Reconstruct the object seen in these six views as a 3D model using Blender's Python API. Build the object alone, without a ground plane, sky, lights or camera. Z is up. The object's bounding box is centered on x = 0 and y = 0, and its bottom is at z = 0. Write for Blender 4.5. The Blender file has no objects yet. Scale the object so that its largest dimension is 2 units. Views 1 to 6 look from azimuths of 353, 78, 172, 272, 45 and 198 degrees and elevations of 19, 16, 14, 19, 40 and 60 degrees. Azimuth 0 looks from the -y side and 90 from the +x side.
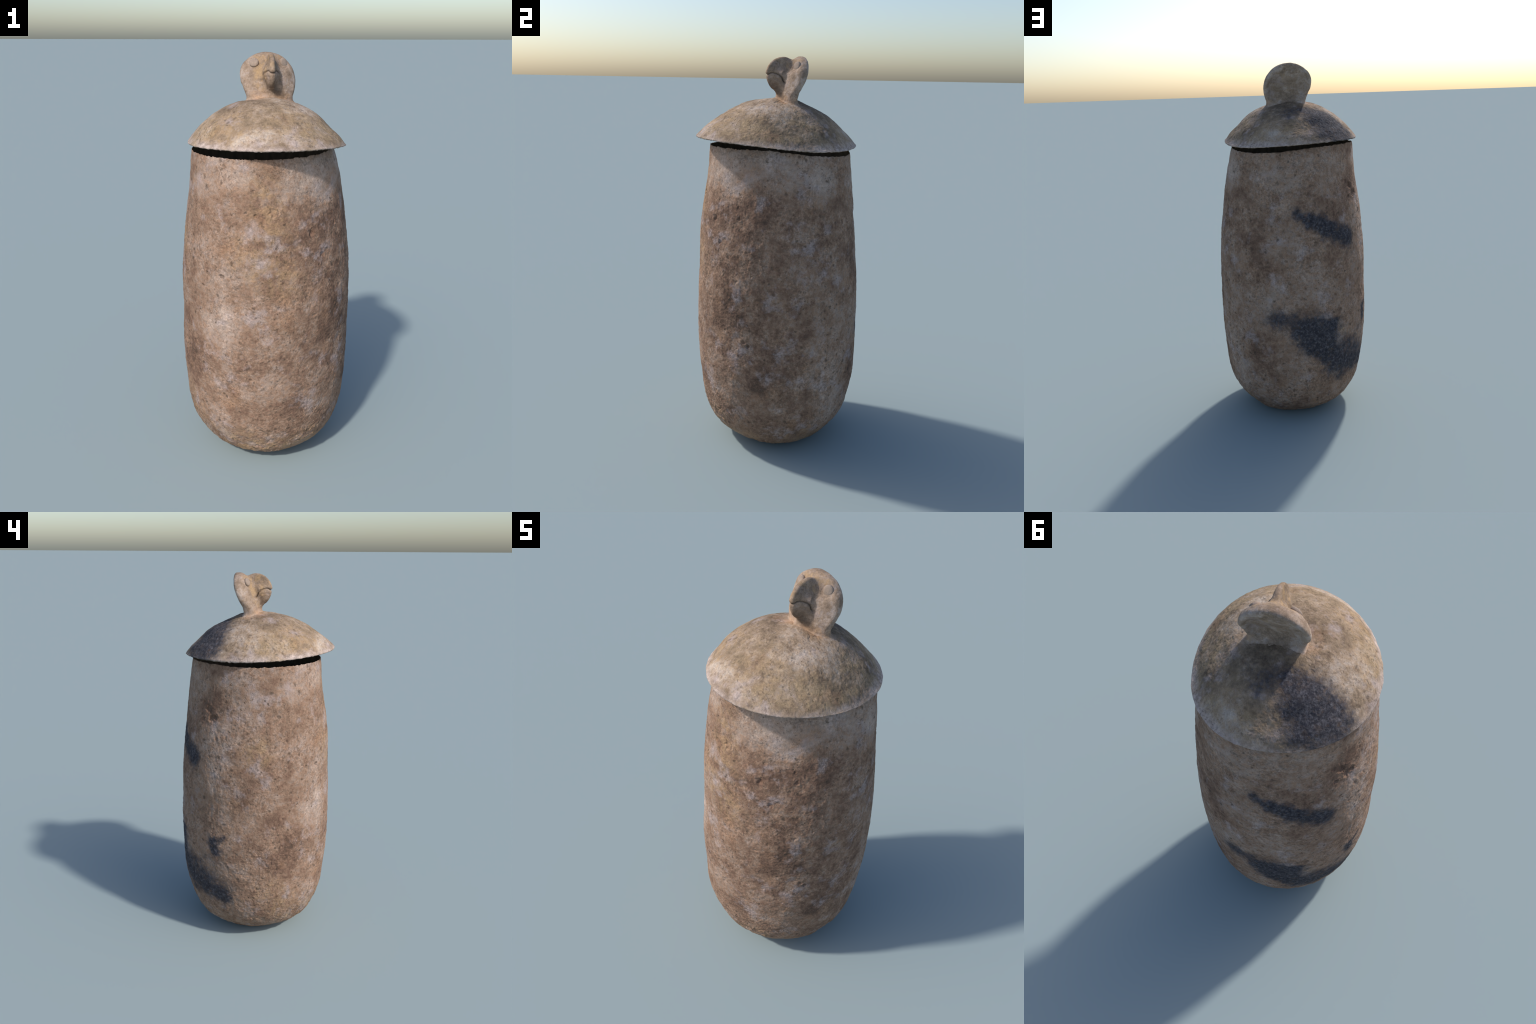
# A tall weathered earthenware burial jar with a domed lid whose knob is a bird head.
import bpy, bmesh, math
import numpy as np

rng = np.random.default_rng(7)

# ----------------------------------------------------------------- helpers
def smoothstep(a, b, x):
    t = np.clip((x - a) / (b - a), 0, 1)
    return t * t * (3 - 2 * t)

def _hash(ix, iy, iz, seed):
    h = (ix.astype(np.uint32) * np.uint32(374761393) + iy.astype(np.uint32) * np.uint32(668265263)
         + iz.astype(np.uint32) * np.uint32(2147483647 - 1013904223) + np.uint32(seed * 7919 + 13))
    h = (h ^ (h >> np.uint32(13))) * np.uint32(1274126177)
    h = (h ^ (h >> np.uint32(16))) * np.uint32(2246822519)
    return h ^ (h >> np.uint32(15))

def vnoise(P, scale, seed=0):
    """Gradient noise in about -1..1 at points P (...,3)."""
    Q = P * scale + 100.0
    I = np.floor(Q).astype(np.int64)
    f = Q - I
    w = f * f * f * (f * (f * 6 - 15) + 10)
    out = 0
    for dx in (0, 1):
        for dy in (0, 1):
            for dz in (0, 1):
                h = _hash(I[..., 0] + dx, I[..., 1] + dy, I[..., 2] + dz, seed)
                gx = ((h & 1023) / 511.5 - 1)
                gy = (((h >> np.uint32(10)) & 1023) / 511.5 - 1)
                gz = (((h >> np.uint32(20)) & 1023) / 511.5 - 1)
                d = gx * (f[..., 0] - dx) + gy * (f[..., 1] - dy) + gz * (f[..., 2] - dz)
                wx = w[..., 0] if dx else 1 - w[..., 0]
                wy = w[..., 1] if dy else 1 - w[..., 1]
                wz = w[..., 2] if dz else 1 - w[..., 2]
                out = out + d * wx * wy * wz
    return out * 1.3

def fbm(P, scale, octaves=3, gain=0.5, seed=0):
    a, tot = 1.0, 0
    for o in range(octaves):
        tot = tot + a * vnoise(P, scale * 2 ** o, seed + o)
        a *= gain
    return tot

def natural_spline(kx):
    kx = np.asarray(kx, float)
    n = len(kx); h = np.diff(kx)
    A = np.eye(n); B = np.zeros((n, n))
    for i in range(1, n - 1):
        A[i, i - 1] = h[i - 1]; A[i, i] = 2 * (h[i - 1] + h[i]); A[i, i + 1] = h[i]
        B[i, i - 1] = 6 / h[i - 1]; B[i, i] = -6 / h[i - 1] - 6 / h[i]; B[i, i + 1] = 6 / h[i]
    M = np.linalg.solve(A, B); I = np.eye(n)
    def ev(x):
        x = np.clip(x, kx[0], kx[-1])
        i = np.clip(np.searchsorted(kx, x) - 1, 0, n - 2)
        t0 = (kx[i + 1] - x)[..., None]; t1 = (x - kx[i])[..., None]; hh = h[i][..., None]
        return (M[i] * t0 ** 3 / (6 * hh) + M[i + 1] * t1 ** 3 / (6 * hh)
                + (I[i] / hh - M[i] * hh / 6) * t0 + (I[i + 1] / hh - M[i + 1] * hh / 6) * t1)
    return ev

def fourier(th, c):
    """c = [mean, cos1, sin1, cos2, sin2, ...]"""
    r = np.full_like(th, c[0])
    for k in range(1, (len(c) - 1) // 2 + 1):
        r = r + c[2 * k - 1] * np.cos(k * th) + c[2 * k] * np.sin(k * th)
    return r

def grid_mesh(name, V, close_top=False, close_bottom=False):
    """V: rows x columns x 3, columns wrap round."""
    R, C, _ = V.shape
    verts = V.reshape(-1, 3)
    r, c = np.meshgrid(np.arange(R - 1), np.arange(C), indexing='ij')
    c2 = (c + 1) % C
    quads = np.stack([r * C + c, r * C + c2, (r + 1) * C + c2, (r + 1) * C + c], -1).reshape(-1, 4)
    tris = []
    extra = []
    if close_bottom:
        extra.append(V[0].mean(0)); k = R * C + len(extra) - 1
        tris += [(k, (j + 1) % C, j) for j in range(C)]
    if close_top:
        extra.append(V[-1].mean(0)); k = R * C + len(extra) - 1
        o = (R - 1) * C
        tris += [(k, o + j, o + (j + 1) % C) for j in range(C)]
    if extra:
        verts = np.concatenate([verts, np.array(extra)])
    return fast_mesh(name, verts, quads, np.array(tris, int).reshape(-1, 3))

def fast_mesh(name, verts, quads, tris=None):
    me = bpy.data.meshes.new(name)
    nt = 0 if tris is None else len(tris)
    loops = quads.reshape(-1)
    starts = np.arange(len(quads)) * 4
    if nt:
        starts = np.concatenate([starts, len(loops) + np.arange(nt) * 3])
        loops = np.concatenate([loops, tris.reshape(-1)])
    me.vertices.add(len(verts)); me.vertices.foreach_set('co', np.asarray(verts, np.float32).ravel())
    me.loops.add(len(loops)); me.loops.foreach_set('vertex_index', loops.astype(np.int32))
    me.polygons.add(len(starts)); me.polygons.foreach_set('loop_start', starts.astype(np.int32))
    me.update(calc_edges=True)
    me.validate()
    me.polygons.foreach_set('use_smooth', np.ones(len(me.polygons), bool))
    me.update()
    return me

def add_object(name, mesh, parent, mat):
    ob = bpy.data.objects.new(name, mesh)
    bpy.context.scene.collection.objects.link(ob)
    ob.parent = parent
    mesh.materials.clear(); mesh.materials.append(mat)
    return ob

# ----------------------------------------------------------------- node kit
class Kit:
    def __init__(self, name):
        self.mat = bpy.data.materials.new(name)
        self.mat.use_nodes = True
        self.nt = self.mat.node_tree
        self.nt.nodes.clear()
        self.out = self.n('ShaderNodeOutputMaterial')
        self.bsdf = self.n('ShaderNodeBsdfPrincipled')
        self.nt.links.new(self.bsdf.outputs[0], self.out.inputs[0])
        self.pos = self.n('ShaderNodeTexCoord').outputs['Object']
    def n(self, t, **kw):
        nd = self.nt.nodes.new(t)
        for k, v in kw.items(): setattr(nd, k, v)
        return nd
    def put(self, sock, v):
        if isinstance(v, bpy.types.NodeSocket): self.nt.links.new(v, sock)
        else: sock.default_value = v
    def math(self, op, a, b=0.0, c=0.0, clamp=False):
        nd = self.n('ShaderNodeMath', operation=op, use_clamp=clamp)
        for i, v in enumerate((a, b, c)): self.put(nd.inputs[i], v)
        return nd.outputs[0]
    def vec(self, op, a, b=(0, 0, 0), scale=None):
        nd = self.n('ShaderNodeVectorMath', operation=op)
        self.put(nd.inputs[0], a); self.put(nd.inputs[1], b)
        if scale is not None: self.put(nd.inputs['Scale'], scale)
        return nd.outputs['Value'] if op in ('LENGTH', 'DISTANCE', 'DOT_PRODUCT') else nd.outputs[0]
    def noise(self, scale, detail=5.0, rough=0.55, dist=0.0, vec=None, off=(0, 0, 0), stretch=None, color=False):
        v = vec if vec is not None else self.pos
        if off != (0, 0, 0) or stretch:
            mp = self.n('ShaderNodeMapping')
            self.put(mp.inputs['Vector'], v)
            mp.inputs['Location'].default_value = off
            if stretch: mp.inputs['Scale'].default_value = stretch
            v = mp.outputs[0]
        nd = self.n('ShaderNodeTexNoise')
        self.put(nd.inputs['Vector'], v)
        nd.inputs['Scale'].default_value = scale
        nd.inputs['Detail'].default_value = detail
        nd.inputs['Roughness'].default_value = rough
        nd.inputs['Distortion'].default_value = dist
        return nd.outputs['Color'] if color else nd.outputs['Fac']
    def voro(self, scale, feature='F1', vec=None, rand=1.0):
        nd = self.n('ShaderNodeTexVoronoi', feature=feature)
        self.put(nd.inputs['Vector'], vec if vec is not None else self.pos)
        nd.inputs['Scale'].default_value = scale
        nd.inputs['Randomness'].default_value = rand
        return nd
    def remap(self, v, a, b, c=0.0, d=1.0, smooth=True):
        nd = self.n('ShaderNodeMapRange', interpolation_type='SMOOTHSTEP' if smooth else 'LINEAR')
        for i, x in enumerate((v, a, b, c, d)): self.put(nd.inputs[i], x)
        return nd.outputs[0]
    def mix(self, fac, a, b, blend='MIX'):
        nd = self.n('ShaderNodeMix', data_type='RGBA', blend_type=blend)
        self.put(nd.inputs[0], fac)
        for s, v in ((nd.inputs[6], a), (nd.inputs[7], b)):
            self.put(s, v if isinstance(v, bpy.types.NodeSocket) else (*v[:3], 1.0))
        return nd.outputs[2]
    def ramp(self, fac, stops):
        nd = self.n('ShaderNodeValToRGB')
        el = nd.color_ramp.elements
        while len(el) < len(stops): el.new(0.5)
        for e, (p, c) in zip(el, stops):
            e.position = p; e.color = (*c, 1.0)
        self.put(nd.inputs[0], fac)
        return nd.outputs[0]
    def warped(self, amount, scale=6.0, detail=4.0):
        c = self.noise(scale, detail, 0.6, color=True)
        return self.vec('ADD', self.pos, self.vec('SCALE', self.vec('SUBTRACT', c, (0.5, 0.5, 0.5)), scale=amount))
    def blob(self, p, a, b, r, soft):
        """1 inside a capsule a-b of radius r, falling to 0 over soft."""
        if b is None:
            d = self.vec('DISTANCE', p, a)
        else:
            ba = np.subtract(b, a); L = float(ba @ ba)
            pa = self.vec('SUBTRACT', p, a)
            h = self.math('MULTIPLY', self.vec('DOT_PRODUCT', pa, tuple(ba)), 1 / L, clamp=True)
            d = self.vec('LENGTH', self.vec('SUBTRACT', pa, self.vec('SCALE', tuple(ba), scale=h)))
        return self.remap(d, r - soft * 0.5, r + soft * 0.5, 1.0, 0.0)
    def blobs(self, p, lst):
        m = None
        for a, b, r, soft, k in lst:
            x = self.math('MULTIPLY', self.blob(p, a, b, r, soft), k)
            m = x if m is None else self.math('MAXIMUM', m, x)
        return m

PALE = (0.465, 0.355, 0.290)
GREY = (0.372, 0.266, 0.206)
TAN = (0.300, 0.192, 0.132)
BROWN = (0.178, 0.104, 0.072)
DARK = (0.085, 0.058, 0.042)
OCHRE = (0.40, 0.265, 0.140)
SOOT = (0.018, 0.021, 0.033)
SOOT_GREY = (0.115, 0.110, 0.122)
LICHEN = (0.340, 0.248, 0.152)
ORANGE = (0.50, 0.300, 0.170)

def clay(name, base, pale, brown, ochre, soot, lichen=None, orange=None, pits=None,
         speck=1.0, bump=1.0, stretch=(1, 1, 1), seed=0.0, balance=0.0, edge=False, contrast=1.85, grain=1.0):
    k = Kit(name)
    off = (seed, seed * 1.7, -seed)
    wp = k.warped(0.10, 7.0)            # patch edges wander
    wf = k.warped(0.035, 28.0, 5.0)     # and fray
    wpf = k.vec('ADD', wp, k.vec('SUBTRACT', wf, k.pos))
    big = k.noise(4.2, 6, 0.62, 0.3, off=off)
    mid = k.noise(18, 8, 0.68, 0.12, off=off, stretch=stretch)
    fine = k.noise(50, 7, 0.74, 0.15, off=off, stretch=stretch)
    grit = k.noise(210, 3, 0.6, off=off)
    t = k.math('ADD', k.math('MULTIPLY', big, 0.46), k.math('MULTIPLY', mid, 0.40))
    t = k.math('ADD', t, k.math('MULTIPLY', fine, 0.58))
    t = k.math('ADD', k.math('MULTIPLY', k.math('SUBTRACT', t, 0.72), contrast), 0.568 + balance)
    # areas biased lighter or darker
    if pale: t = k.math('SUBTRACT', t, k.math('MULTIPLY', k.blobs(wp, pale), 0.20))
    if brown: t = k.math('ADD', t, k.math('MULTIPLY', k.math('MULTIPLY', k.blobs(wp, brown), k.remap(mid, .30, .58, .35, 1.1)), 0.175))
    col = k.ramp(t, base)
    if ochre:
        m = k.math('MULTIPLY', k.blobs(wp, ochre), k.remap(k.noise(22, 6, 0.7, off=(3, 1, 2)), 0.40, 0.62))
        col = k.mix(k.math('MULTIPLY', m, 0.72), col, OCHRE)
    # lilac-grey bloom, patchy
    bloom = k.remap(k.noise(9, 6, 0.66, off=(9.1 + seed, 2.0, 5.0)), 0.53, 0.69)
    col = k.mix(k.math('MULTIPLY', bloom, 0.62), col, (0.415, 0.342, 0.328))
    warm = k.remap(k.noise(7, 5, 0.6, off=(1.3, 7.0 + seed, 4.0)), 0.55, 0.75)
    col = k.mix(k.math('MULTIPLY', warm, 0.38), col, (0.38, 0.218, 0.125))
    if lichen:
        m = k.math('MULTIPLY', k.blobs(wp, lichen), k.remap(k.noise(26, 7, 0.72, off=(5, 8, 1)), 0.42, 0.58))
        col = k.mix(k.math('MULTIPLY', m, 0.62), col, LICHEN)
        m2 = k.math('MULTIPLY', k.blobs(wp, lichen), k.remap(k.noise(48, 6, 0.7, off=(2, 3, 7)), 0.55, 0.68))
        col = k.mix(k.math('MULTIPLY', m2, 0.75), col, (0.10, 0.075, 0.04))
    if edge:
        above = k.math('SUBTRACT', k.vec('DOT_PRODUCT', wf, (.0157, .0465, 1.0)), 1.5925)
        m = k.math('MULTIPLY', k.remap(above, .004, .034, 1, 0), k.remap(k.noise(14, 5, .65, off=(3, 3, 8)), .36, .60, .25, .95))
        col = k.mix(m, col, (0.47, 0.375, 0.330))
    if orange:
        m = k.math('MULTIPLY', k.blobs(wp, orange), k.remap(mid, 0.25, 0.6, 0.45, 1.0))
        col = k.mix(k.math('MULTIPLY', m, 0.8), col, ORANGE)
    if soot:
        ms = k.blobs(wpf, [(a, b, r * 1.25 + .009, sf * 2.2 + .015, q) for a, b, r, sf, q in soot])
        lump = k.noise(66, 5, 0.75, off=(4, 4, 4))
        frayed = k.math('ADD', k.math('MULTIPLY', k.math('SUBTRACT', lump, 0.5), 0.8),
                        k.math('MULTIPLY', k.math('SUBTRACT', k.noise(24, 6, 0.7, off=(1, 7, 2)), 0.5), 0.95))
        hard = k.remap(k.math('ADD', ms, k.math('MULTIPLY', frayed, k.remap(ms, 0, .15))), 0.10, 0.80)
        sc = k.ramp(lump, [(0.38, SOOT), (0.50, (0.042, 0.042, 0.052)), (0.64, SOOT_GREY)])
        col = k.mix(k.math('MULTIPLY', hard, 0.95), col, sc)
    # soft dark veins and freckles
    vein = k.noise(42, 6, 0.68, 0.25, off=(2 + seed, 5, 11), stretch=stretch)
    vm = k.math('MULTIPLY', k.remap(vein, 0.52, 0.66), k.remap(k.noise(8, 4, .6, off=(7, 3 + seed, 1)), .36, .60, .25, 1.0))
    col = k.mix(k.math('MULTIPLY', vm, 0.60 * min(1, speck + .2)), col, (0.130, 0.085, 0.060))
    # grain
    g = k.remap(fine, 0.25, 0.75, 0.56, 1.36, smooth=False)
    col = k.mix(1.0, col, k.vec('SCALE', (1, 1, 1), scale=g), 'MULTIPLY')
    crumb = k.noise(64, 4, 0.62, 0.0, off=(3 + seed, 9, 2), stretch=stretch)
    g1 = k.math('MULTIPLY', k.remap(crumb, 0.36, 0.60, 0.66, 1.15), k.remap(k.noise(125, 3, .6, off=(5, 2, seed)), .34, .62, .76, 1.14))
    where = k.remap(k.noise(6.5, 5, .6, off=(2, 8, 4 + seed)), .36, .62, .10 * grain, .70 * grain)
    g1 = k.math('ADD', k.math('MULTIPLY', k.math('SUBTRACT', g1, 0.94), where), 1.0)
    col = k.mix(1.0, col, k.vec('SCALE', (1, 1, 1), scale=g1), 'MULTIPLY')
    g2 = k.remap(grit, 0.25, 0.75, 0.86, 1.12, smooth=False)
    col = k.mix(1.0, col, k.vec('SCALE', (1, 1, 1), scale=g2), 'MULTIPLY')
    # pock marks and hairline fissures, dark with dirt
    v = k.voro(30, vec=k.warped(0.03, 40.0, 3.0))
    cell = k.n('ShaderNodeSeparateColor'); k.put(cell.inputs[0], v.outputs['Color'])
    rad = k.remap(cell.outputs[0], 0.40, 1.0, 0.04, 0.32)
    pock = k.math('MULTIPLY', k.remap(k.math('DIVIDE', v.outputs['Distance'], rad), 0.25, 1.15, 1.0, 0.0),
                  k.remap(cell.outputs[0], 0.40, 0.46))
    ridge = k.math('ABSOLUTE', k.math('SUBTRACT', k.noise(24, 4, 0.55, 0.5, off=(6, 1, 9), stretch=stretch), 0.5))
    gate = k.remap(k.noise(11, 4, 0.6, off=(8, 8, 3)), 0.51, 0.62)
    crack = k.math('MULTIPLY', k.remap(ridge, 0.004, 0.022, 1.0, 0.0), gate)
    dirt = k.math('MAXIMUM', k.math('MULTIPLY', pock, 0.85), k.math('MULTIPLY', crack, 0.38))
    v2 = k.voro(78, vec=k.warped(0.016, 90.0, 3.0))
    c2 = k.n('ShaderNodeSeparateColor'); k.put(c2.inputs[0], v2.outputs['Color'])
    fleck = k.math('MULTIPLY', k.remap(v2.outputs['Distance'], .10, .34, 1, 0), k.remap(c2.outputs[0], .60, .74))
    fleck = k.math('MULTIPLY', fleck, k.remap(k.noise(10, 4, .6, off=(1, 9, 6)), .38, .6, .2, 1))
    dirt = k.math('MAXIMUM', dirt, k.math('MULTIPLY', fleck, .70))
    if pits:
        hard_pit = k.blobs(k.warped(.022, 62.0, 4.0), pits)
        dirt = k.math('MAXIMUM', dirt, k.math('MULTIPLY', hard_pit, 0.8))
    col = k.mix(k.math('MULTIPLY', dirt, 0.85 * speck), col, DARK)
    k.put(k.bsdf.inputs['Base Color'], col)
    k.bsdf.inputs['Roughness'].default_value = 0.92
    k.bsdf.inputs['Specular IOR Level'].default_value = 0.18
    h = k.math('ADD', k.math('MULTIPLY', mid, 0.9), k.math('MULTIPLY', fine, 0.50))
    h = k.math('ADD', h, k.math('ADD', k.math('MULTIPLY', grit, 0.10), k.math('MULTIPLY', crumb, 0.12)))
    h = k.math('SUBTRACT', h, k.math('MULTIPLY', dirt, 0.38 * speck))
    b = k.n('ShaderNodeBump')
    b.inputs['Strength'].default_value = 0.62 * bump
    b.inputs['Distance'].default_value = 0.012
    k.put(b.inputs['Height'], h)
    k.put(k.bsdf.inputs['Normal'], b.outputs[0])
    return k.mat

# ----------------------------------------------------------------- jar body
# profile rows: height, then mean radius and the cos/sin terms of the 1st-3rd harmonic
JAR = np.array([
    (0.00, .180, .0017, .0019, .0002, -.0015, 0, 0),
    (0.01, .2167, .0036, .0005, .0026, -.0018, .0022, -.0003),
    (0.03, .2486, .0034, -.0006, .0046, -.0023, .0023, .0033),
    (0.07, .3038, .0015, -.0065, -.0009, -.0016, .0090, -.0014),
    (0.14, .3591, .0002, -.0011, .0010, .0019, -.0016, -.0010),
    (0.24, .3955, .0007, -.0013, .0026, .0051, -.0011, -.0035),
    (0.36, .4133, .0005, .0024, .0010, .0042, -.0013, -.0030),
    (0.50, .4218, .0006, .0024, .0013, .0027, -.0012, .0006),
    (0.65, .4236, -.0025, .0048, .0027, .0046, .0023, .0025),
    (0.80, .4205, .0012, .0022, .0024, .0025, .0002, .0030),
    (0.95, .4160, -.0015, .0014, .0050, .0008, -.0001, .0017),
    (1.10, .4049, -.0036, -.0028, .0037, .0025, .0021, .0006),
    (1.25, .3881, -.0062, -.0034, .0028, .0050, .0024, .0011),
    (1.40, .3665, -.0067, -.0005, .0034, .0100, .0015, -.0016),
    (1.48, .3578, -.0085, -.0004, .0018, .0085, -.0010, .0000)])
RIM_R = (.3428, -.0157, .0035, -.0014, .0143, -.0015, .0048)
RIM_Z = (1.5642, -.0037, -.0096, .0010, -.0081, .0032, -.0020)
LIP_R = (.3829, -.0013, -.0172, -.0157, -.0074, -.0060, .0048)   # lid edge
LIP_Z = (1.5925, -.0060, -.0178, -.0062, -.0054, -.0001, -.0012)
jar_ev = natural_spline(np.sqrt(JAR[:, 0]))

def jar_radius(th, z):
    W = jar_ev(np.sqrt(np.clip(z, 0, 1.48)))
    C = W @ JAR[:, 1:]
    r = C[..., 0]
    for h in (1, 2, 3):
        r = r + C[..., 2 * h - 1] * np.cos(h * th) + C[..., 2 * h] * np.sin(h * th)
    return r

# hand-found dents: centre, radius, depth
DENTS = [
    ((-.292, .229, 1.344), .016, .010), ((-.314, .214, 1.297), .014, .010), ((-.265, .251, 1.371), .010, .006),
    ((-.282, .257, 1.288), .010, .008), ((-.327, .193, 1.305), .012, .009), ((-.351, .186, 1.199), .010, .006),
    ((.289, -.262, 1.262), .013, .010), ((.270, -.268, 1.318), .012, .006), ((.328, -.060, 1.375), .009, .006),
    ((.004, .365, 1.387), .007, .005), ((-.050, .363, 1.371), .007, .005), ((.054, .414, .806), .007, .006),
    ((-.177, .380, .770), .008, .006), ((.226, .363, .499), .008, .007), ((-.019, .415, .346), .014, .008),
    ((.349, -.215, .640), .012, .008), ((.340, -.235, .660), .010, .007),
    ((-.021, -.372, 1.345), .018, .007), ((-.100, -.368, 1.330), .008, .006), ((.212, -.334, 1.134), .010, .006),
    ((.152, -.344, 1.240), .014, .007), ((-.247, -.331, 1.041), .011, .008), ((.170, -.372, .850), .010, .006),
]
# dragged lines in the clay: two ends, radius, depth
GROOVES = [
    ((-.368, .201, .985), (-.375, .190, .740), .009, .0012), ((-.352, .228, .985), (-.362, .215, .745), .007, .001),
    ((-.330, .215, 1.290), (-.351, .186, 1.190), .008, .002), ((-.300, .232, 1.36), (-.322, .205, 1.29), .010, .006),
    ((.265, -.272, 1.345), (.285, -.264, 1.275), .008, .005), ((.110, -.352, 1.35), (.165, -.350, 1.22), .010, .004),
    ((.395, -.095, .235), (.375, -.125, .215), .006, .005), ((.345, .150, .20), (.325, .180, .195), .006, .005),
]

def build_jar(parent, mat, inside):
    NT, NZ = 840, 620
    th = np.linspace(0, 2 * np.pi, NT, endpoint=False)[None, :]
    u = np.linspace(0, 1, NZ)[:, None]
    # arc-length-like rows: dense at the curved foot
    zrow = 1.564 * (0.80 * u + 0.20 * u ** 2) * (1 - 0.55 * np.exp(-(u / 0.07))) ** 1.0
    zrow = (zrow - zrow[0]) / (zrow[-1] - zrow[0]) * 1.564
    rim_z = fourier(th, RIM_Z); rim_r = fourier(th, RIM_R)
    z = zrow + smoothstep(1.30, 1.564, zrow) * (rim_z - 1.564)
    th2 = np.broadcast_to(th, z.shape)
    r = jar_radius(th2, z)
    # the shoulder rolls in to the mouth
    t = np.clip((z - 1.44) / (rim_z - 1.44), 0, 1) ** 1.7
    r = r * (1 - t) + rim_r * t
    da = np.angle(np.exp(1j * (th2 - 0.9)))
    r = r + .018 * np.exp(-(da / .5) ** 2) * smoothstep(.14, .04, z)
    g = lambda c, w: np.exp(-(np.angle(np.exp(1j * (th2 - c))) / w) ** 2)
    r = r - .009 * g(-2.2, .45) * smoothstep(.14, .05, z)
    r = r + .0035 * g(-.75, .3) * smoothstep(.4, .55, z) * smoothstep(1.05, .85, z)
    r = r + .0015 * g(2.15, .3) * smoothstep(.2, .35, z)
    D = np.stack([np.cos(th2), np.sin(th2), np.zeros_like(z)], -1)
    P = D * r[..., None]; P[..., 2] = z
    # surface normal of the smooth form
    du = np.gradient(P, axis=0); dt = np.roll(P, -1, 1) - np.roll(P, 1, 1)
    N = np.cross(dt, du); N /= np.linalg.norm(N, axis=-1, keepdims=True) + 1e-9
    rough = 0.60 + 0.35 * smoothstep(0.40, 0.05, z) + 0.35 * smoothstep(0.15, 0.5, vnoise(P, 3.0, 40))
    rough = rough * (1 - 0.55 * smoothstep(1.30, 1.45, z))
    h = 0.0022 * fbm(P, 7, 2, 0.5, 1)
    h += rough * (0.0028 * fbm(P, 26, 3, 0.58, 5) + 0.0016 * fbm(P, 95, 2, 0.6, 11))
    # broad flaking: plateaus with little steps
    fl = fbm(P * np.array([1, 1, .8]), 17, 3, 0.55, 21)
    h += rough * 0.0016 * smoothstep(0.02, 0.10, fl)
    h -= rough * 0.0038 * smoothstep(0.42, 0.85, fbm(P, 42, 2, 0.5, 31))
    for c, rad, dep in DENTS:
        d = np.linalg.norm(P - np.array(c), axis=-1) / rad * (1 + 0.6 * vnoise(P, 70, 3) + .3 * vnoise(P, 160, 4))
        h -= dep * np.exp(-d ** 4) - 0.18 * dep * np.exp(-((d - 1.4) / 0.35) ** 2)
    for a, b, rad, dep in GROOVES:
        a = np.array(a); ba = np.array(b) - a
        t = np.clip(((P - a) @ ba) / (ba @ ba), 0, 1)
        d = np.linalg.norm(P - a - t[..., None] * ba + 0.006 * vnoise(P, 30, 8)[..., None], axis=-1) / rad
        h -= dep * np.exp(-d ** 2)
    # scattered small pits
    for _ in range(420):
        i = int(rng.integers(15, NZ - 30)); j = int(rng.integers(0, NT))
        c = P[i, j]; rad = rng.uniform(.004, .010); dep = rad * rng.uniform(.25, .55) * rough[i, j]
        ri, rj = 9, 12
        ii = np.arange(max(0, i - ri), min(NZ, i + ri + 1))[:, None]; jj = (np.arange(j - rj, j + rj + 1) % NT)[None, :]
        d = np.linalg.norm((P[ii, jj] - c) * np.array([1, 1, rng.uniform(.6, 1.3)]), axis=-1) / rad
        h[ii, jj] -= dep * np.exp(-d ** 3)
    h *= 1 - smoothstep(1.556, 1.564, zrow) * 0.6
    h *= smoothstep(0.0, 0.012, z + 0.002)
    P = P + N * h[..., None]
    # rim edge is chipped
    ring = np.stack([np.cos(th[0]), np.sin(th[0]), 0 * th[0]], -1)
    chip = 0.0040 * fbm(ring, 9, 6, 0.80, 60) - .005 * smoothstep(.35, .7, vnoise(ring, 22, 66))
    P[..., 2] += smoothstep(1.545, 1.564, zrow) * chip[None, :]
    P[..., 2] = np.maximum(P[..., 2], 0.0)
    # underside and the turned-in rim
    foot = [P[0] * np.array([f, f, 0]) + np.array([0, 0, 0.0]) for f in (0.05, 0.5, 0.8)]
    top = P[-1]
    lip = [top * np.array([.996, .996, 1]) + np.array([0, 0, .0004])]
    V = np.concatenate([np.array(foot), P, np.array(lip)])
    me = grid_mesh('body', V, close_bottom=True)
    add_object('body', me, parent, mat)
    # plain brown inside wall, from the ragged lip down to a rounded floor
    zi = np.concatenate([[0, .004, .012, .03, .06], np.linspace(.10, 1.5, 40)])
    rows = []
    for dz in zi:
        zz = lip[0][:, 2] - dz * (lip[0][:, 2] - .02) / 1.5
        f = smoothstep(0, .06, dz)
        rr = jar_radius(th[0], np.maximum(zz, .02)) - .019 + .012 * smoothstep(1.42, 1.5, zz)
        tt = np.clip((zz - 1.44) / (rim_z[0] - 1.44), 0, 1) ** 1.7
        rr = rr * (1 - tt) + (rim_r[0] - .006) * tt
        rr = (np.hypot(lip[0][:, 0], lip[0][:, 1])) * (1 - f) + rr * f
        rows.append(np.stack([rr * np.cos(th[0]), rr * np.sin(th[0]), zz], -1))
    me = grid_mesh('inside_wall', np.array(rows)[::-1], close_bottom=True)
    me.flip_normals()
    add_object('inside_wall', me, parent, inside)

# ----------------------------------------------------------------- lid
LID_S = (0, .2, .4, .55, .7, .82, .92, 1.0)
LID = np.array([
    (1.8065, 0, 0, 0, 0), (1.7929, -.0006, -.0022, -.0028, -.0017), (1.7723, -.0029, -.0107, .0020, .0023),
    (1.7477, -.0067, -.0101, .0018, -.0022), (1.7096, -.0131, -.0105, -.0011, -.0059),
    (1.6707, -.0156, -.0140, -.0021, -.0011), (1.6341, -.0132, -.0162, -.0056, -.0078),
    (1.5995, -.0080, -.0182, -.0066, -.0058)])
lid_ev = natural_spline(LID_S)

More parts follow.
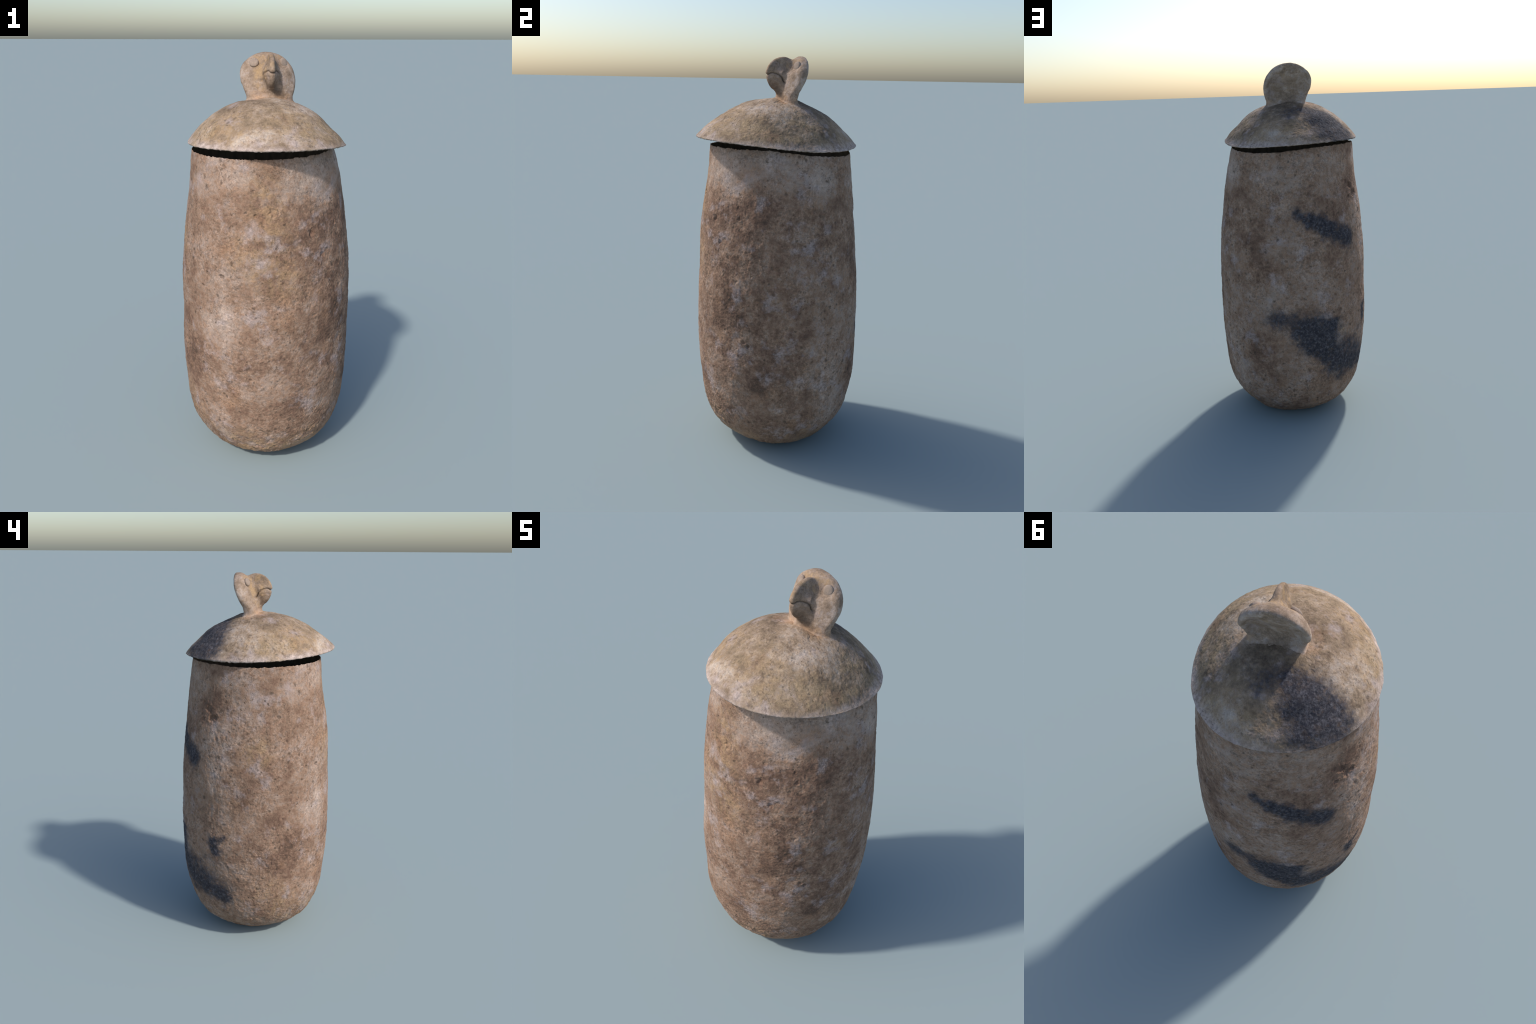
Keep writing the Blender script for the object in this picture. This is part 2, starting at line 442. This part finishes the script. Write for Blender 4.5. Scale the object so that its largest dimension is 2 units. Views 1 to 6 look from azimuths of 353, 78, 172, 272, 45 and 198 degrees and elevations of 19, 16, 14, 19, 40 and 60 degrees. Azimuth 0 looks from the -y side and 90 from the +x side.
def lid_height(x, y):
    th = np.arctan2(y, x)
    s = np.hypot(x, y) / fourier(th, LIP_R)
    C = lid_ev(np.minimum(s, 1.0)) @ LID
    g = lambda c, w: np.exp(-(np.angle(np.exp(1j * (th - c))) / w) ** 2)
    lump = (.006 * g(-2.53, .6) * smoothstep(.15, .45, s) * smoothstep(1.0, .85, s)
            - .008 * g(2.65, .5) * smoothstep(.4, .65, s) * smoothstep(1.0, .9, s)
            + .005 * g(-.45, .4) * smoothstep(.45, .75, s) * smoothstep(1.02, .9, s))
    return (lump + C[..., 0] + C[..., 1] * np.cos(th) + C[..., 2] * np.sin(th)
            + C[..., 3] * np.cos(2 * th) + C[..., 4] * np.sin(2 * th))

def build_lid(parent, mat, inside):
    NT, NS = 720, 190
    th = np.linspace(0, 2 * np.pi, NT, endpoint=False)[None, :]
    s = np.linspace(0.01, 1, NS)[:, None] ** 0.9
    R = fourier(th, LIP_R)
    n1 = fbm(np.stack([np.cos(th), np.sin(th), 0 * th], -1), 6, 4, 0.6, 70)
    R = R + 0.0030 * n1
    x, y = s * R * np.cos(th), s * R * np.sin(th)
    P = np.stack([x, y, lid_height(x, y)], -1)
    du = np.gradient(P, axis=0); dt = np.roll(P, -1, 1) - np.roll(P, 1, 1)
    N = np.cross(du, dt); N /= np.linalg.norm(N, axis=-1, keepdims=True) + 1e-9
    h = 0.0018 * fbm(P, 9, 2, .5, 71) + 0.0016 * fbm(P, 30, 3, .55, 74) + 0.0008 * fbm(P, 100, 2, .6, 78)
    h -= 0.0020 * smoothstep(.45, .8, fbm(P, 45, 2, .5, 81))
    h *= 1 - 0.5 * smoothstep(.95, 1.0, s)
    P = P + N * h[..., None]
    # rounded lip, then the flat underside
    lz = fourier(th[0], LIP_Z) + 0.0024 * n1[0] + 0.0023 * fbm(np.stack([np.cos(th[0]), np.sin(th[0]), 0 * th[0]], -1), 24, 5, .8, 79)
    c = np.stack([np.cos(th[0]), np.sin(th[0])], -1)
    Re = R[0]; zt = P[-1, :, 2]
    rows = []
    for dr, f in ((.0014, .3), (.0012, .55), (.0, .8), (-.003, .97), (-.006, 1.0)):
        rows.append(np.concatenate([c * (Re + dr)[:, None], (zt * (1 - f) + lz * f)[:, None]], -1))
    V = np.concatenate([P, np.array(rows)])
    edge = rows[-1]
    V = V[::-1]
    me = grid_mesh('lid', V, close_top=True)
    lid = add_object('lid', me, parent, mat)
    # hollow underneath
    rows = [edge]
    for f in (.965, .93, .88, .8, .7, .55, .4, .2, .05):
        q = c * (Re * f)[:, None]
        zz = lid_height(q[:, 0], q[:, 1]) - .008 - .004 * smoothstep(.9, .5, f)
        zz = np.maximum(zz, edge[:, 2] + .0015)
        rows.append(np.concatenate([q, zz[:, None]], -1))
    me = grid_mesh('lid_hollow', np.array(rows)[::-1], close_bottom=True)
    add_object('lid_hollow', me, lid, inside)
    return lid

# ----------------------------------------------------------------- bird head
def closed_curve(pts, n=6):
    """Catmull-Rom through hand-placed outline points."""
    p = np.array(pts, float); out = []
    for i in range(len(p)):
        a, b, c, d = p[i - 1], p[i], p[(i + 1) % len(p)], p[(i + 2) % len(p)]
        for t in np.linspace(0, 1, n, endpoint=False):
            out.append(0.5 * (2 * b + (c - a) * t + (2 * a - 5 * b + 4 * c - d) * t ** 2 + (3 * b - a - 3 * c + d) * t ** 3))
    return np.array(out)

def polygon_sdf(U, V, poly):
    d = np.full(U.shape, 1e9); inside = np.zeros(U.shape, bool)
    for i in range(len(poly)):
        a, b = poly[i - 1], poly[i]
        e = b - a; L = e @ e + 1e-12
        t = np.clip(((U - a[0]) * e[0] + (V - a[1]) * e[1]) / L, 0, 1)
        d = np.minimum(d, (U - a[0] - t * e[0]) ** 2 + (V - a[1] - t * e[1]) ** 2)
        cond = (a[1] > V) != (b[1] > V)
        xi = a[0] + (V - a[1]) * e[0] / (e[1] if abs(e[1]) > 1e-12 else 1e-12)
        inside ^= cond & (U < xi)
    return np.sqrt(d) * np.where(inside, -1, 1)

def smin(a, b, k):
    h = np.clip(0.5 + 0.5 * (b - a) / k, 0, 1)
    return b * (1 - h) + a * h - k * h * (1 - h)

def smax(a, b, k):
    return -smin(-a, -b, k)

def polyline_dist(U, V, pts):
    d = np.full(U.shape, 1e9)
    for a, b in zip(pts[:-1], pts[1:]):
        a = np.array(a); e = np.array(b) - a
        t = np.clip(((U - a[0]) * e[0] + (V - a[1]) * e[1]) / (e @ e), 0, 1)
        d = np.minimum(d, np.hypot(U - a[0] - t * e[0], V - a[1] - t * e[1]))
    return d

def surface_net(F, origin, h):
    """Quad surface of F = 0 on a regular grid."""
    nx, ny, nz = F.shape
    S = F < 0
    cnt = np.zeros((nx - 1, ny - 1, nz - 1), int)
    corners = [(i, j, k) for i in (0, 1) for j in (0, 1) for k in (0, 1)]
    sl = lambda A, c: A[c[0]:c[0] + nx - 1, c[1]:c[1] + ny - 1, c[2]:c[2] + nz - 1]
    for c in corners: cnt += sl(S, c)
    act = (cnt > 0) & (cnt < 8)
    idx = np.full(act.shape, -1); idx[act] = np.arange(act.sum())
    base = np.argwhere(act).astype(float)
    acc = np.zeros_like(base); num = np.zeros(len(base))
    for a in corners:
        for ax in range(3):
            if a[ax]: continue
            b = list(a); b[ax] = 1
            fa, fb = sl(F, a)[act], sl(F, tuple(b))[act]
            m = (fa < 0) != (fb < 0)
            t = fa[m] / (fa[m] - fb[m])
            p = np.tile(np.array(a, float), (m.sum(), 1)); p[:, ax] += t
            acc[m] += p; num[m] += 1
    V = origin + h * (base + acc / num[:, None])
    quads = []
    for ax in range(3):
        o1, o2 = [(1, 2), (2, 0), (0, 1)][ax]
        A = np.moveaxis(S, ax, 0)
        e = np.argwhere(np.moveaxis(np.diff(S.astype(np.int8), axis=ax), ax, 0) != 0)
        full = np.empty_like(e); rest = [i for i in range(3) if i != ax]
        full[:, ax] = e[:, 0]; full[:, rest[0]] = e[:, 1]; full[:, rest[1]] = e[:, 2]
        ok = np.ones(len(full), bool)
        for o in (o1, o2): ok &= (full[:, o] > 0) & (full[:, o] < F.shape[o] - 1)
        full = full[ok]
        def cell(d1, d2):
            q = full.copy(); q[:, o1] -= d1; q[:, o2] -= d2
            return idx[q[:, 0], q[:, 1], q[:, 2]]
        Q = np.stack([cell(1, 1), cell(0, 1), cell(0, 0), cell(1, 0)], -1)
        inn = S[full[:, 0], full[:, 1], full[:, 2]]
        Q[~inn] = Q[~inn][:, ::-1]
        quads.append(Q)
    return V, np.concatenate(quads)

FACE_OUTLINE = [(-.094, 1.740), (-.091, 1.775), (-.0925, 1.797), (-.098, 1.818), (-.1085, 1.845), (-.1175, 1.873), (-.1200, 1.898),
                (-.1155, 1.926), (-.0995, 1.954), (-.071, 1.9775), (-.036, 1.994), (.006, 2.0005), (.0485, 1.994),
                (.0895, 1.974), (.1205, 1.942), (.1365, 1.910), (.1428, 1.877), (.1395, 1.846), (.1325, 1.820),
                (.1265, 1.803), (.127, 1.785), (.130, 1.740)]
BEAK_OUTLINE = [(.085, 1.966), (.052, 1.9785), (.030, 1.990), (.012, 1.9957), (-.008, 1.9957), (-.026, 1.991), (-.044, 1.982), (-.0635, 1.966),
                (-.077, 1.945), (-.0845, 1.921), (-.0812, 1.9065), (-.0755, 1.885), (-.0655, 1.862), (-.055, 1.850),
                (-.040, 1.8385), (-.029, 1.826), (-.0245, 1.809), (-.020, 1.790), (.035, 1.785), (.035, 1.84), (.045, 1.88), (.066, 1.93)]
MOUTH = [(.001, 1.876), (-.011, 1.9005), (-.022, 1.9105), (-.036, 1.9175), (-.050, 1.9213), (-.061, 1.9203), (-.0715, 1.9140), (-.088, 1.9105)]
GAPE = [(-.002, 1.862), (-.014, 1.880), (-.030, 1.893), (-.052, 1.896), (-.066, 1.892)]
XC = 0.017
EYES = ((-.056, 1.9535), (.0815, 1.9525))

def build_head(lid, mat_head, mat_beak, mat_eye):
    h = 0.0018
    lo = np.array([-.150, -.115, 1.755]); hi = np.array([.175, .150, 2.012])
    n = np.ceil((hi - lo) / h).astype(int)
    ax = [lo[i] + h * np.arange(n[i]) for i in range(3)]
    X, Y, Z = np.meshgrid(*ax, indexing='ij')
    x, z = X[:, :1, :], Z[:, :1, :]
    disc2 = polygon_sdf(x, z, closed_curve(FACE_OUTLINE))
    zk = [1.74, 1.78, 1.80, 1.83, 1.86, 1.89, 1.92, 1.95, 1.98, 2.01]
    yb = np.interp(z, zk, [.066, .060, .058, .064, .0800, .0940, .1045, .1105, .1130, .1130])
    yb = yb - 0.030 * (x - XC)
    rim = yb
    hollow = np.interp(z, [1.79, 1.85, 1.90, 1.935, 1.965], [0, .028, .028, .014, .003]) * smoothstep(.010, .045, -disc2)
    bulge = np.interp(z, [1.78, 1.80, 1.84, 1.885, 1.92, 1.955, 1.98, 2.0], [.055, .056, .058, .070, .066, .056, .036, .020])
    d = np.clip(np.where(x < XC, (XC - x) / .140, (x - XC) / .130), 0, 1)
    soft = np.where(x < XC, 0.0, smoothstep(1.915, 1.965, z))
    prof = (1 - d ** 2.2) * (1 - soft) + (1 - d) ** 1.1 * soft
    yf = rim - np.interp(z, zk, [.016, .016, .018, .022, .024, .025, .025, .024, .022, .020])
    yf = yf - bulge * prof
    face = smax(disc2, smax(yf - Y, Y - (yb - hollow), .006) * .85, .014)
    # beak: a thick fin, blade-edged in front, spreading to the cheeks
    yy, zz = Y[:1], Z[:1]
    fin2 = polygon_sdf(yy, zz, closed_curve(BEAK_OUTLINE))
    low = smoothstep(1.975, 1.895, zz)
    deep = np.minimum(np.clip(-fin2, 0, 1), .07)
    wid = .0095 + deep * (.20 + .31 * low) + .10 * np.clip(yy + .02, 0, .2) * (.5 + low)
    fin = smax(fin2, (np.abs(X - XC + .004 * smoothstep(0, -.08, yy)) - wid) * .9, .010)
    F = smin(face, fin, .026)
    # cheeks pinch in towards the chin
    dome = Z - (lid_height(X[:, :, 0], Y[:, :, 0]) - .0035)[:, :, None]
    F = smin(F, dome, .020)
    P = np.stack([X, Y, Z], -1)
    near = np.abs(F) < .02
    rel = np.zeros_like(F)
    rel[near] = .0011 * fbm(P[near], 28, 3, .5, 101) + .0005 * fbm(P[near], 100, 1, .5, 107)
    F = F + rel
    wob = .002 * vnoise(P[:1], 70, 120)
    md = polyline_dist(yy + wob, zz + wob, MOUTH)
    onbeak = smoothstep(.075, .060, np.abs(X - XC))
    F = F + .0046 * np.exp(-(md / .0030) ** 2) * onbeak * (np.abs(F) < .02) + .0026 * np.exp(-(md / .0075) ** 2) * onbeak * (np.abs(F) < .02)
    gd = polyline_dist(yy, zz, GAPE)
    F = F + .0020 * np.exp(-(gd / .004) ** 2) * smoothstep(.045, .030, np.abs(X - XC)) * (np.abs(F) < .02)
    for sx in (-1, 1):   # nostrils
        nd = np.sqrt((X - (XC + sx * .027)) ** 2 + (Y - .004) ** 2 + ((Z - 1.926) * .45) ** 2)
        F = F + .004 * np.exp(-(nd / .006) ** 2)
    for ex, ez in EYES:
        rd = np.hypot((X - ex) * 1.05, Z - ez)
        F = F + .0017 * np.exp(-((rd - .0240) / .0030) ** 2) * (Y < .060)
    V, Q = surface_net(F, lo, h)
    # keep what rises out of the lid; a thin skirt sinks under it
    lh = lid_height(V[:, 0], V[:, 1])
    keep = (V[Q][..., 2] > (lh - .0032)[Q]).any(1) & (V[Q][..., 2].min(1) > 1.757)
    Q = Q[keep]
    used = np.unique(Q); remap = np.full(len(V), -1); remap[used] = np.arange(len(used))
    V = V[used]; Q = remap[Q]
    # light smoothing of the net
    nb = np.concatenate([Q[:, [0, 1]], Q[:, [1, 2]], Q[:, [2, 3]], Q[:, [3, 0]]])
    nb = np.concatenate([nb, nb[:, ::-1]])
    for _ in range(2):
        acc = np.zeros_like(V); cnt = np.zeros(len(V))
        np.add.at(acc, nb[:, 0], V[nb[:, 1]]); np.add.at(cnt, nb[:, 0], 1)
        V = V * .5 + .5 * acc / cnt[:, None]
    whole = fast_mesh('bird_head_whole', V, Q)
    nrm = np.array([v.normal[:] for v in whole.vertices])
    C = V[Q].mean(1)
    lhC = lid_height(C[:, 0], C[:, 1])
    bk = (C[:, 1] < .030 - .9 * np.abs(C[:, 0] - XC)) & (C[:, 2] > 1.845) & (np.abs(C[:, 0] - XC) < .05)
    neck = (C[:, 2] < 1.822) & ~bk
    head = ~bk & ~neck
    for name, m, mat in (('head', head, mat_head), ('beak', bk, mat_beak), ('neck', neck, mat_head)):
        q = Q[m]; us = np.unique(q); rm = np.full(len(V), -1); rm[us] = np.arange(len(us))
        me = fast_mesh(name, V[us], rm[q])
        me.normals_split_custom_set_from_vertices([tuple(v) for v in nrm[us]])
        add_object(name, me, lid, mat)
    bpy.data.meshes.remove(whole)
    # eyes: flattened clay pellets pressed on to the face
    def yface(ex, ez):
        col = F[np.argmin(abs(ax[0] - ex)), :, np.argmin(abs(ax[2] - ez))]
        return ax[1][np.argmax(col < 0)]
    for k, (ex, ez, tiltx, sx, sz) in enumerate(((-.056, 1.9535, -.42, .0225, .0205), (.0815, 1.9525, .62, .0205, .0225))):
        yf_ = yface(ex, ez)
        bm = bmesh.new()
        bmesh.ops.create_uvsphere(bm, u_segments=40, v_segments=24, radius=1)
        for v in bm.verts:
            c = np.array(v.co)
            p = 3.0   # superellipsoid: flat top, rounded edge
            l = (abs(c[0]) ** 2 + abs(c[1]) ** 2) ** (p / 2) + abs(c[2]) ** p
            c = c / l ** (1 / p)
            v.co = c
        nface = np.array([tiltx, -1.0, .34]); nface /= np.linalg.norm(nface)
        a1 = np.cross([0, 0, 1], nface); a1 /= np.linalg.norm(a1); a2 = np.cross(nface, a1)
        for v in bm.verts:
            c = v.co
            q = np.array([ex, yf_, ez]) + a1 * c[0] * sx + a2 * c[1] * sz + nface * (c[2] * .0100 + .0008)
            q = q + nface * .0006 * vnoise(q[None], 60, 130)[0]
            v.co = q
        bmesh.ops.recalc_face_normals(bm, faces=bm.faces)
        me = bpy.data.meshes.new('eye'); bm.to_mesh(me); bm.free()
        me.polygons.foreach_set('use_smooth', np.ones(len(me.polygons), bool))
        add_object('eye' if k == 0 else 'eye.001', me, lid, mat_eye)

# ----------------------------------------------------------------- materials
BODY_BASE = [(0.22, PALE), (0.40, GREY), (0.56, TAN), (0.76, BROWN), (0.98, DARK)]
LID_BASE = [(0.20, (.52, .425, .350)), (0.38, (0.41, 0.312, 0.235)), (0.56, (0.290, 0.207, 0.140)), (0.76, (0.180, 0.130, 0.088)), (0.98, DARK)]
HEAD_BASE = [(0.18, (0.58, 0.475, 0.415)), (0.46, (0.44, 0.340, 0.275)), (0.62, (0.33, 0.24, 0.175)), (0.95, (0.17, 0.12, 0.085))]

def make_materials():
    pale = [((.15, .36, 1.30), (-.08, .40, .30), .20, .2, .40), ((.31, -.12, 1.50), (.33, .10, 1.47), .10, .12, 1), ((.12, -.33, 1.48), (.25, -.25, 1.46), .10, .12, 1),
            ((-.32, -.18, 1.48), (-.17, -.31, 1.52), .09, .10, .9), ((-.31, -.27, .95), (-.27, -.32, .76), .09, .12, .8),
            ((-.36, .01, 1.48), None, .11, .12, .6), ((.10, .37, 1.12), (-.05, .40, .82), .10, .14, .7),
            ((-.40, -.1, .88), None, .08, .1, .6), ((.40, .12, .60), (.33, .22, .3), .09, .12, .6),
            ((-.02, .36, .24), (.2, .3, .2), .09, .12, .7), ((-.25, -.30, .30), (-.22, -.30, .20), .06, .08, .7),
            ((.24, -.24, .12), (.08, -.33, .12), .06, .08, .6)]
    brown = [((-.10, -.40, .62), (.20, -.37, .72), .07, .14, .75), ((.40, -.12, 1.05), (.41, -.05, .35), .16, .20, .55), ((.25, -.33, 1.10), (.20, -.36, .55), .14, .2, .35), ((.31, -.20, 1.22), (.30, -.29, .98), .10, .14, .8), ((.29, -.30, .86), (.36, -.20, .80), .11, .14, 1.2),
             ((.42, -.03, .70), (.42, .02, .74), .09, .12, 1), ((.35, -.23, .56), (.38, -.16, .46), .09, .12, 1),
             ((.15, -.39, .80), (.29, -.29, .72), .10, .14, .9),
             ((.0, -.40, 1.24), (.17, -.35, 1.22), .09, .14, .6), ((.40, .13, .94), (.38, .08, 1.12), .08, .12, .5),
             ((.22, .35, .96), (.27, .25, 1.32), .09, .12, .6), ((.23, .36, .50), (.16, .39, .42), .09, .12, .7),
             ((-.30, .22, 1.32), (-.34, .16, 1.38), .05, .08, .35), ((-.41, .06, .90), (-.40, .13, .95), .06, .08, .7),
             ((-.39, -.17, .45), (-.38, -.2, .62), .08, .1, .5)]
    ochre = [((-.06, -.37, 1.42), (-.02, -.38, 1.22), .08, .12, .6), ((-.12, -.37, 1.15), (.02, -.40, 1.05), .10, .12, .6),
             ((-.19, -.33, .14), (.15, -.32, .12), .10, .12, .7), ((-.40, -.03, 1.15), None, .07, .08, .7),
             ((.3, .1, .1), (.2, -.25, .1), .08, .1, .6), ((-.33, -.20, .2), (-.40, -.1, .35), .08, .1, .5),
             ((-.18, .37, .62), (-.20, .37, .50), .035, .04, .6)]
    soot = [((.030, .384, 1.228), (-.06, .386, 1.190), .018, .030, .85), ((-.05, .386, 1.185), (-.16, .362, 1.125), .030, .035, 1),
            ((-.15, .366, 1.125), (-.26, .312, 1.075), .038, .045, .92),
            ((.17, .390, .660), (.02, .422, .620), .034, .06, .80), ((.02, .422, .600), (-.14, .400, .600), .050, .05, .95),
            ((-.03, .422, .54), (-.15, .392, .43), .060, .05, 1), ((-.10, .41, .52), (-.17, .385, .40), .060, .06, 1),
            ((-.18, .37, .36), (-.30, .27, .34), .060, .07, .85), ((-.21, .33, .28), None, .035, .04, .7),
            ((-.23, .35, .44), (-.33, .25, .38), .055, .07, .72), ((-.372, .215, .62), (-.380, .197, .585), .022, .03, 1),
            ((-.375, .205, .635), (-.402, .148, .655), .008, .016, .95), ((-.33, .22, .33), (-.368, .155, .29), .034, .045, 1),
            ((-.35, .20, .36), (-.395, .12, .36), .030, .06, .5), ((-.34, .25, .52), (-.37, .2, .5), .03, .06, .42)]
    pits = [(c, None, r * .8, .008, .9) for c, r, d in DENTS if r < .015 and d >= .008]
    body = clay('weathered_clay', BODY_BASE, pale, brown, ochre, soot, pits=pits, seed=0.0)
    lid_pale = [((-.28, .03, 1.70), (-.20, .10, 1.73), .07, .10, 1), ((-.15, -.33, 1.64), (.06, -.36, 1.64), .05, .06, .9),
                ((.18, -.08, 1.757), (.23, -.05, 1.73), .08, .1, .6), ((.0, .34, 1.60), (.22, .28, 1.61), .05, .06, 1),
                ((-.33, -.10, 1.62), (-.31, -.16, 1.64), .05, .06, .9), ((.15, .25, 1.66), None, .06, .08, .6)]
    lid_brown = [((-.10, -.40, .62), (.20, -.37, .72), .07, .14, .75), ((.40, -.12, 1.05), (.41, -.05, .35), .16, .20, .55), ((.25, -.33, 1.10), (.20, -.36, .55), .14, .2, .35), ((.30, -.08, 1.67), (.34, .0, 1.63), .09, .12, .8), ((.26, .06, 1.69), (.27, .14, 1.66), .07, .1, .9),
                 ((.06, .12, 1.77), (.10, .18, 1.73), .09, .10, .9), ((-.04, -.30, 1.71), (.05, -.28, 1.72), .07, .1, .4),
                 ((-.28, -.17, 1.68), (-.33, -.08, 1.64), .06, .08, .5), ((-.35, .07, 1.62), None, .05, .06, .5)]
    lid_lichen = [((-.10, -.25, 1.73), (.0, -.31, 1.70), .06, .1, .45), ((-.27, -.10, 1.70), None, .05, .07, .7), ((.14, -.33, 1.66), (.30, -.18, 1.67), .07, .10, 1), ((.33, -.12, 1.63), (.35, .02, 1.62), .06, .08, .9),
                  ((.26, .05, 1.70), (.30, .12, 1.65), .06, .08, .9), ((-.28, -.16, 1.68), (-.34, -.07, 1.64), .06, .08, .8),
                  ((.06, .29, 1.65), (.02, .325, 1.62), .035, .05, .9), ((.0, -.20, 1.76), (.12, -.25, 1.72), .08, .1, .6),
                  ((.22, .25, 1.63), None, .05, .07, .6), ((-.05, -.32, 1.69), None, .05, .07, .6), ((-.36, -.03, 1.61), None, .04, .05, .8)]
    lid_soot_shade = [((.02, .20, 1.73), (-.05, .175, 1.745), .022, .05, .7), ((-.09, .19, 1.73), (-.18, .18, 1.70), .045, .06, .95),
                ((-.12, .24, 1.69), (-.22, .20, 1.665), .050, .05, 1), ((-.15, .29, 1.64), (-.245, .23, 1.63), .055, .06, .95), ((-.20, .29, 1.605), (-.17, .30, 1.61), .03, .05, .9),
                ((.09, .16, 1.75), (.0, .20, 1.73), .06, .12, .32)]  # soft patch behind the neck: the knob's cast shadow painted in with the soot
    lid_ochre = [((-.2, -.25, 1.68), (-.34, -.05, 1.65), .10, .1, .7), ((.05, -.3, 1.70), (.25, -.2, 1.70), .10, .1, .5), ((.0, .3, 1.65), (.2, .2, 1.68), .06, .1, .5)]
    lid_orange = [((-.06, -.005, 1.80), (.10, -.012, 1.79), .018, .05, .8), ((-.11, .04, 1.79), None, .02, .04, .5)]
    lid_m = clay('lichened_clay', LID_BASE, lid_pale, lid_brown, lid_ochre, lid_soot_shade, lid_lichen, lid_orange,
                 speck=.75, bump=.9, seed=4.0, balance=-.01, edge=True, contrast=2.2, grain=.6)
    hd_or = [((-.06, -.01, 1.80), (.10, -.02, 1.79), .018, .04, .75), ((-.11, .05, 1.785), (-.09, .07, 1.79), .022, .03, .8),
             ((.09, .0, 1.815), (.12, .03, 1.80), .02, .04, .7)]
    hd_och = [((-.022, .03, 1.97), (-.030, -.01, 1.87), .040, .03, 1.1), ((-.04, .07, 1.985), (.07, .07, 1.98), .022, .02, .9), ((.05, .06, 1.98), (-.03, .07, 1.985), .02, .025, .8),
              ((.055, .02, 1.955), None, .022, .02, .8), ((.03, .10, 1.955), (.05, .095, 1.93), .03, .03, .7),
              ((-.02, -.01, 1.86), (-.03, .0, 1.84), .02, .02, .8)]
    hd_br = [((-.03, -.005, 1.862), (.01, -.03, 1.83), .016, .02, 1.0), ((-.015, .01, 1.95), (-.012, -.02, 1.925), .010, .02, .8), ((-.09, .05, 1.83), None, .02, .04, .6), ((.10, .03, 1.84), None, .02, .04, .7), ((.03, -.03, 1.845), (.05, -.01, 1.83), .03, .03, 1.4), ((-.02, -.01, 1.835), (.05, -.03, 1.815), .02, .03, .9), ((.09, .03, 1.86), (.10, .05, 1.93), .04, .05, .6), ((.04, .105, 1.955), None, .02, .03, 1)]
    head = clay('face_clay', HEAD_BASE, None, hd_br, hd_och, None, None, hd_or, speck=.4, bump=.8, seed=8.0, grain=.7, contrast=2.5)
    bk_och = [((-.02, .0, 1.96), (-.02, .0, 1.86), .04, .03, 1), ((.01, -.06, 1.95), (.01, -.02, 1.99), .03, .04, .5)]
    bk_br = [((.02, -.055, 1.85), (.02, -.04, 1.84), .026, .03, 1.5), ((.0, -.03, 1.955), (.0, .0, 1.95), .03, .04, .5)]
    beak = clay('beak_clay', HEAD_BASE, None, bk_br, bk_och, None, speck=.3, bump=.6, seed=8.0, balance=.06, grain=.6, contrast=2.4)
    # dark brown colour along the mouth line, a thin curve in the side plane
    k = Kit.__new__(Kit); k.mat = beak; k.nt = beak.node_tree
    k.bsdf = [n for n in k.nt.nodes if n.type == 'BSDF_PRINCIPLED'][0]
    k.pos = [n for n in k.nt.nodes if n.type == 'TEX_COORD'][0].outputs['Object']
    flat = k.vec('MULTIPLY', k.pos, (0, 1, 1))
    m = k.blobs(flat, [((0, *a), (0, *b), .0026, .003, 1) for a, b in zip(MOUTH[:-1], MOUTH[1:])])
    src = k.bsdf.inputs['Base Color'].links[0].from_socket
    k.put(k.bsdf.inputs['Base Color'], k.mix(k.math('MULTIPLY', m, .60), src, (.070, .050, .036)))
    eye = clay('eye_clay', [(0.2, (.42, .335, .275)), (.5, (.35, .27, .215)), (.9, (.24, .175, .13))], None, None, None, None, speck=.1, bump=.3, seed=3.0, grain=.3)
    g = Kit('inside_brown')  # mid-brown colour for the jar's inside and the lid's hollow
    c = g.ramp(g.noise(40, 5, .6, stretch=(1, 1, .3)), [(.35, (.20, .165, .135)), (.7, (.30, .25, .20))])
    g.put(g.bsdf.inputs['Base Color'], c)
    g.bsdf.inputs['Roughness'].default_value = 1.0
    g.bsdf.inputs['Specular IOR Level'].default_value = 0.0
    return body, lid_m, head, beak, eye, g.mat

# ----------------------------------------------------------------- assemble
def main():
    root = bpy.data.objects.new('lidded_jar', None)
    bpy.context.scene.collection.objects.link(root)
    root['label'] = 'tall weathered clay jar with domed bird head lid'
    root['category'] = 'burial jar'
    body_m, lid_m, head_m, beak_m, eye_m, gap_m = make_materials()
    build_jar(root, body_m, gap_m)
    lid = build_lid(root, lid_m, gap_m)
    build_head(lid, head_m, beak_m, eye_m)

main()
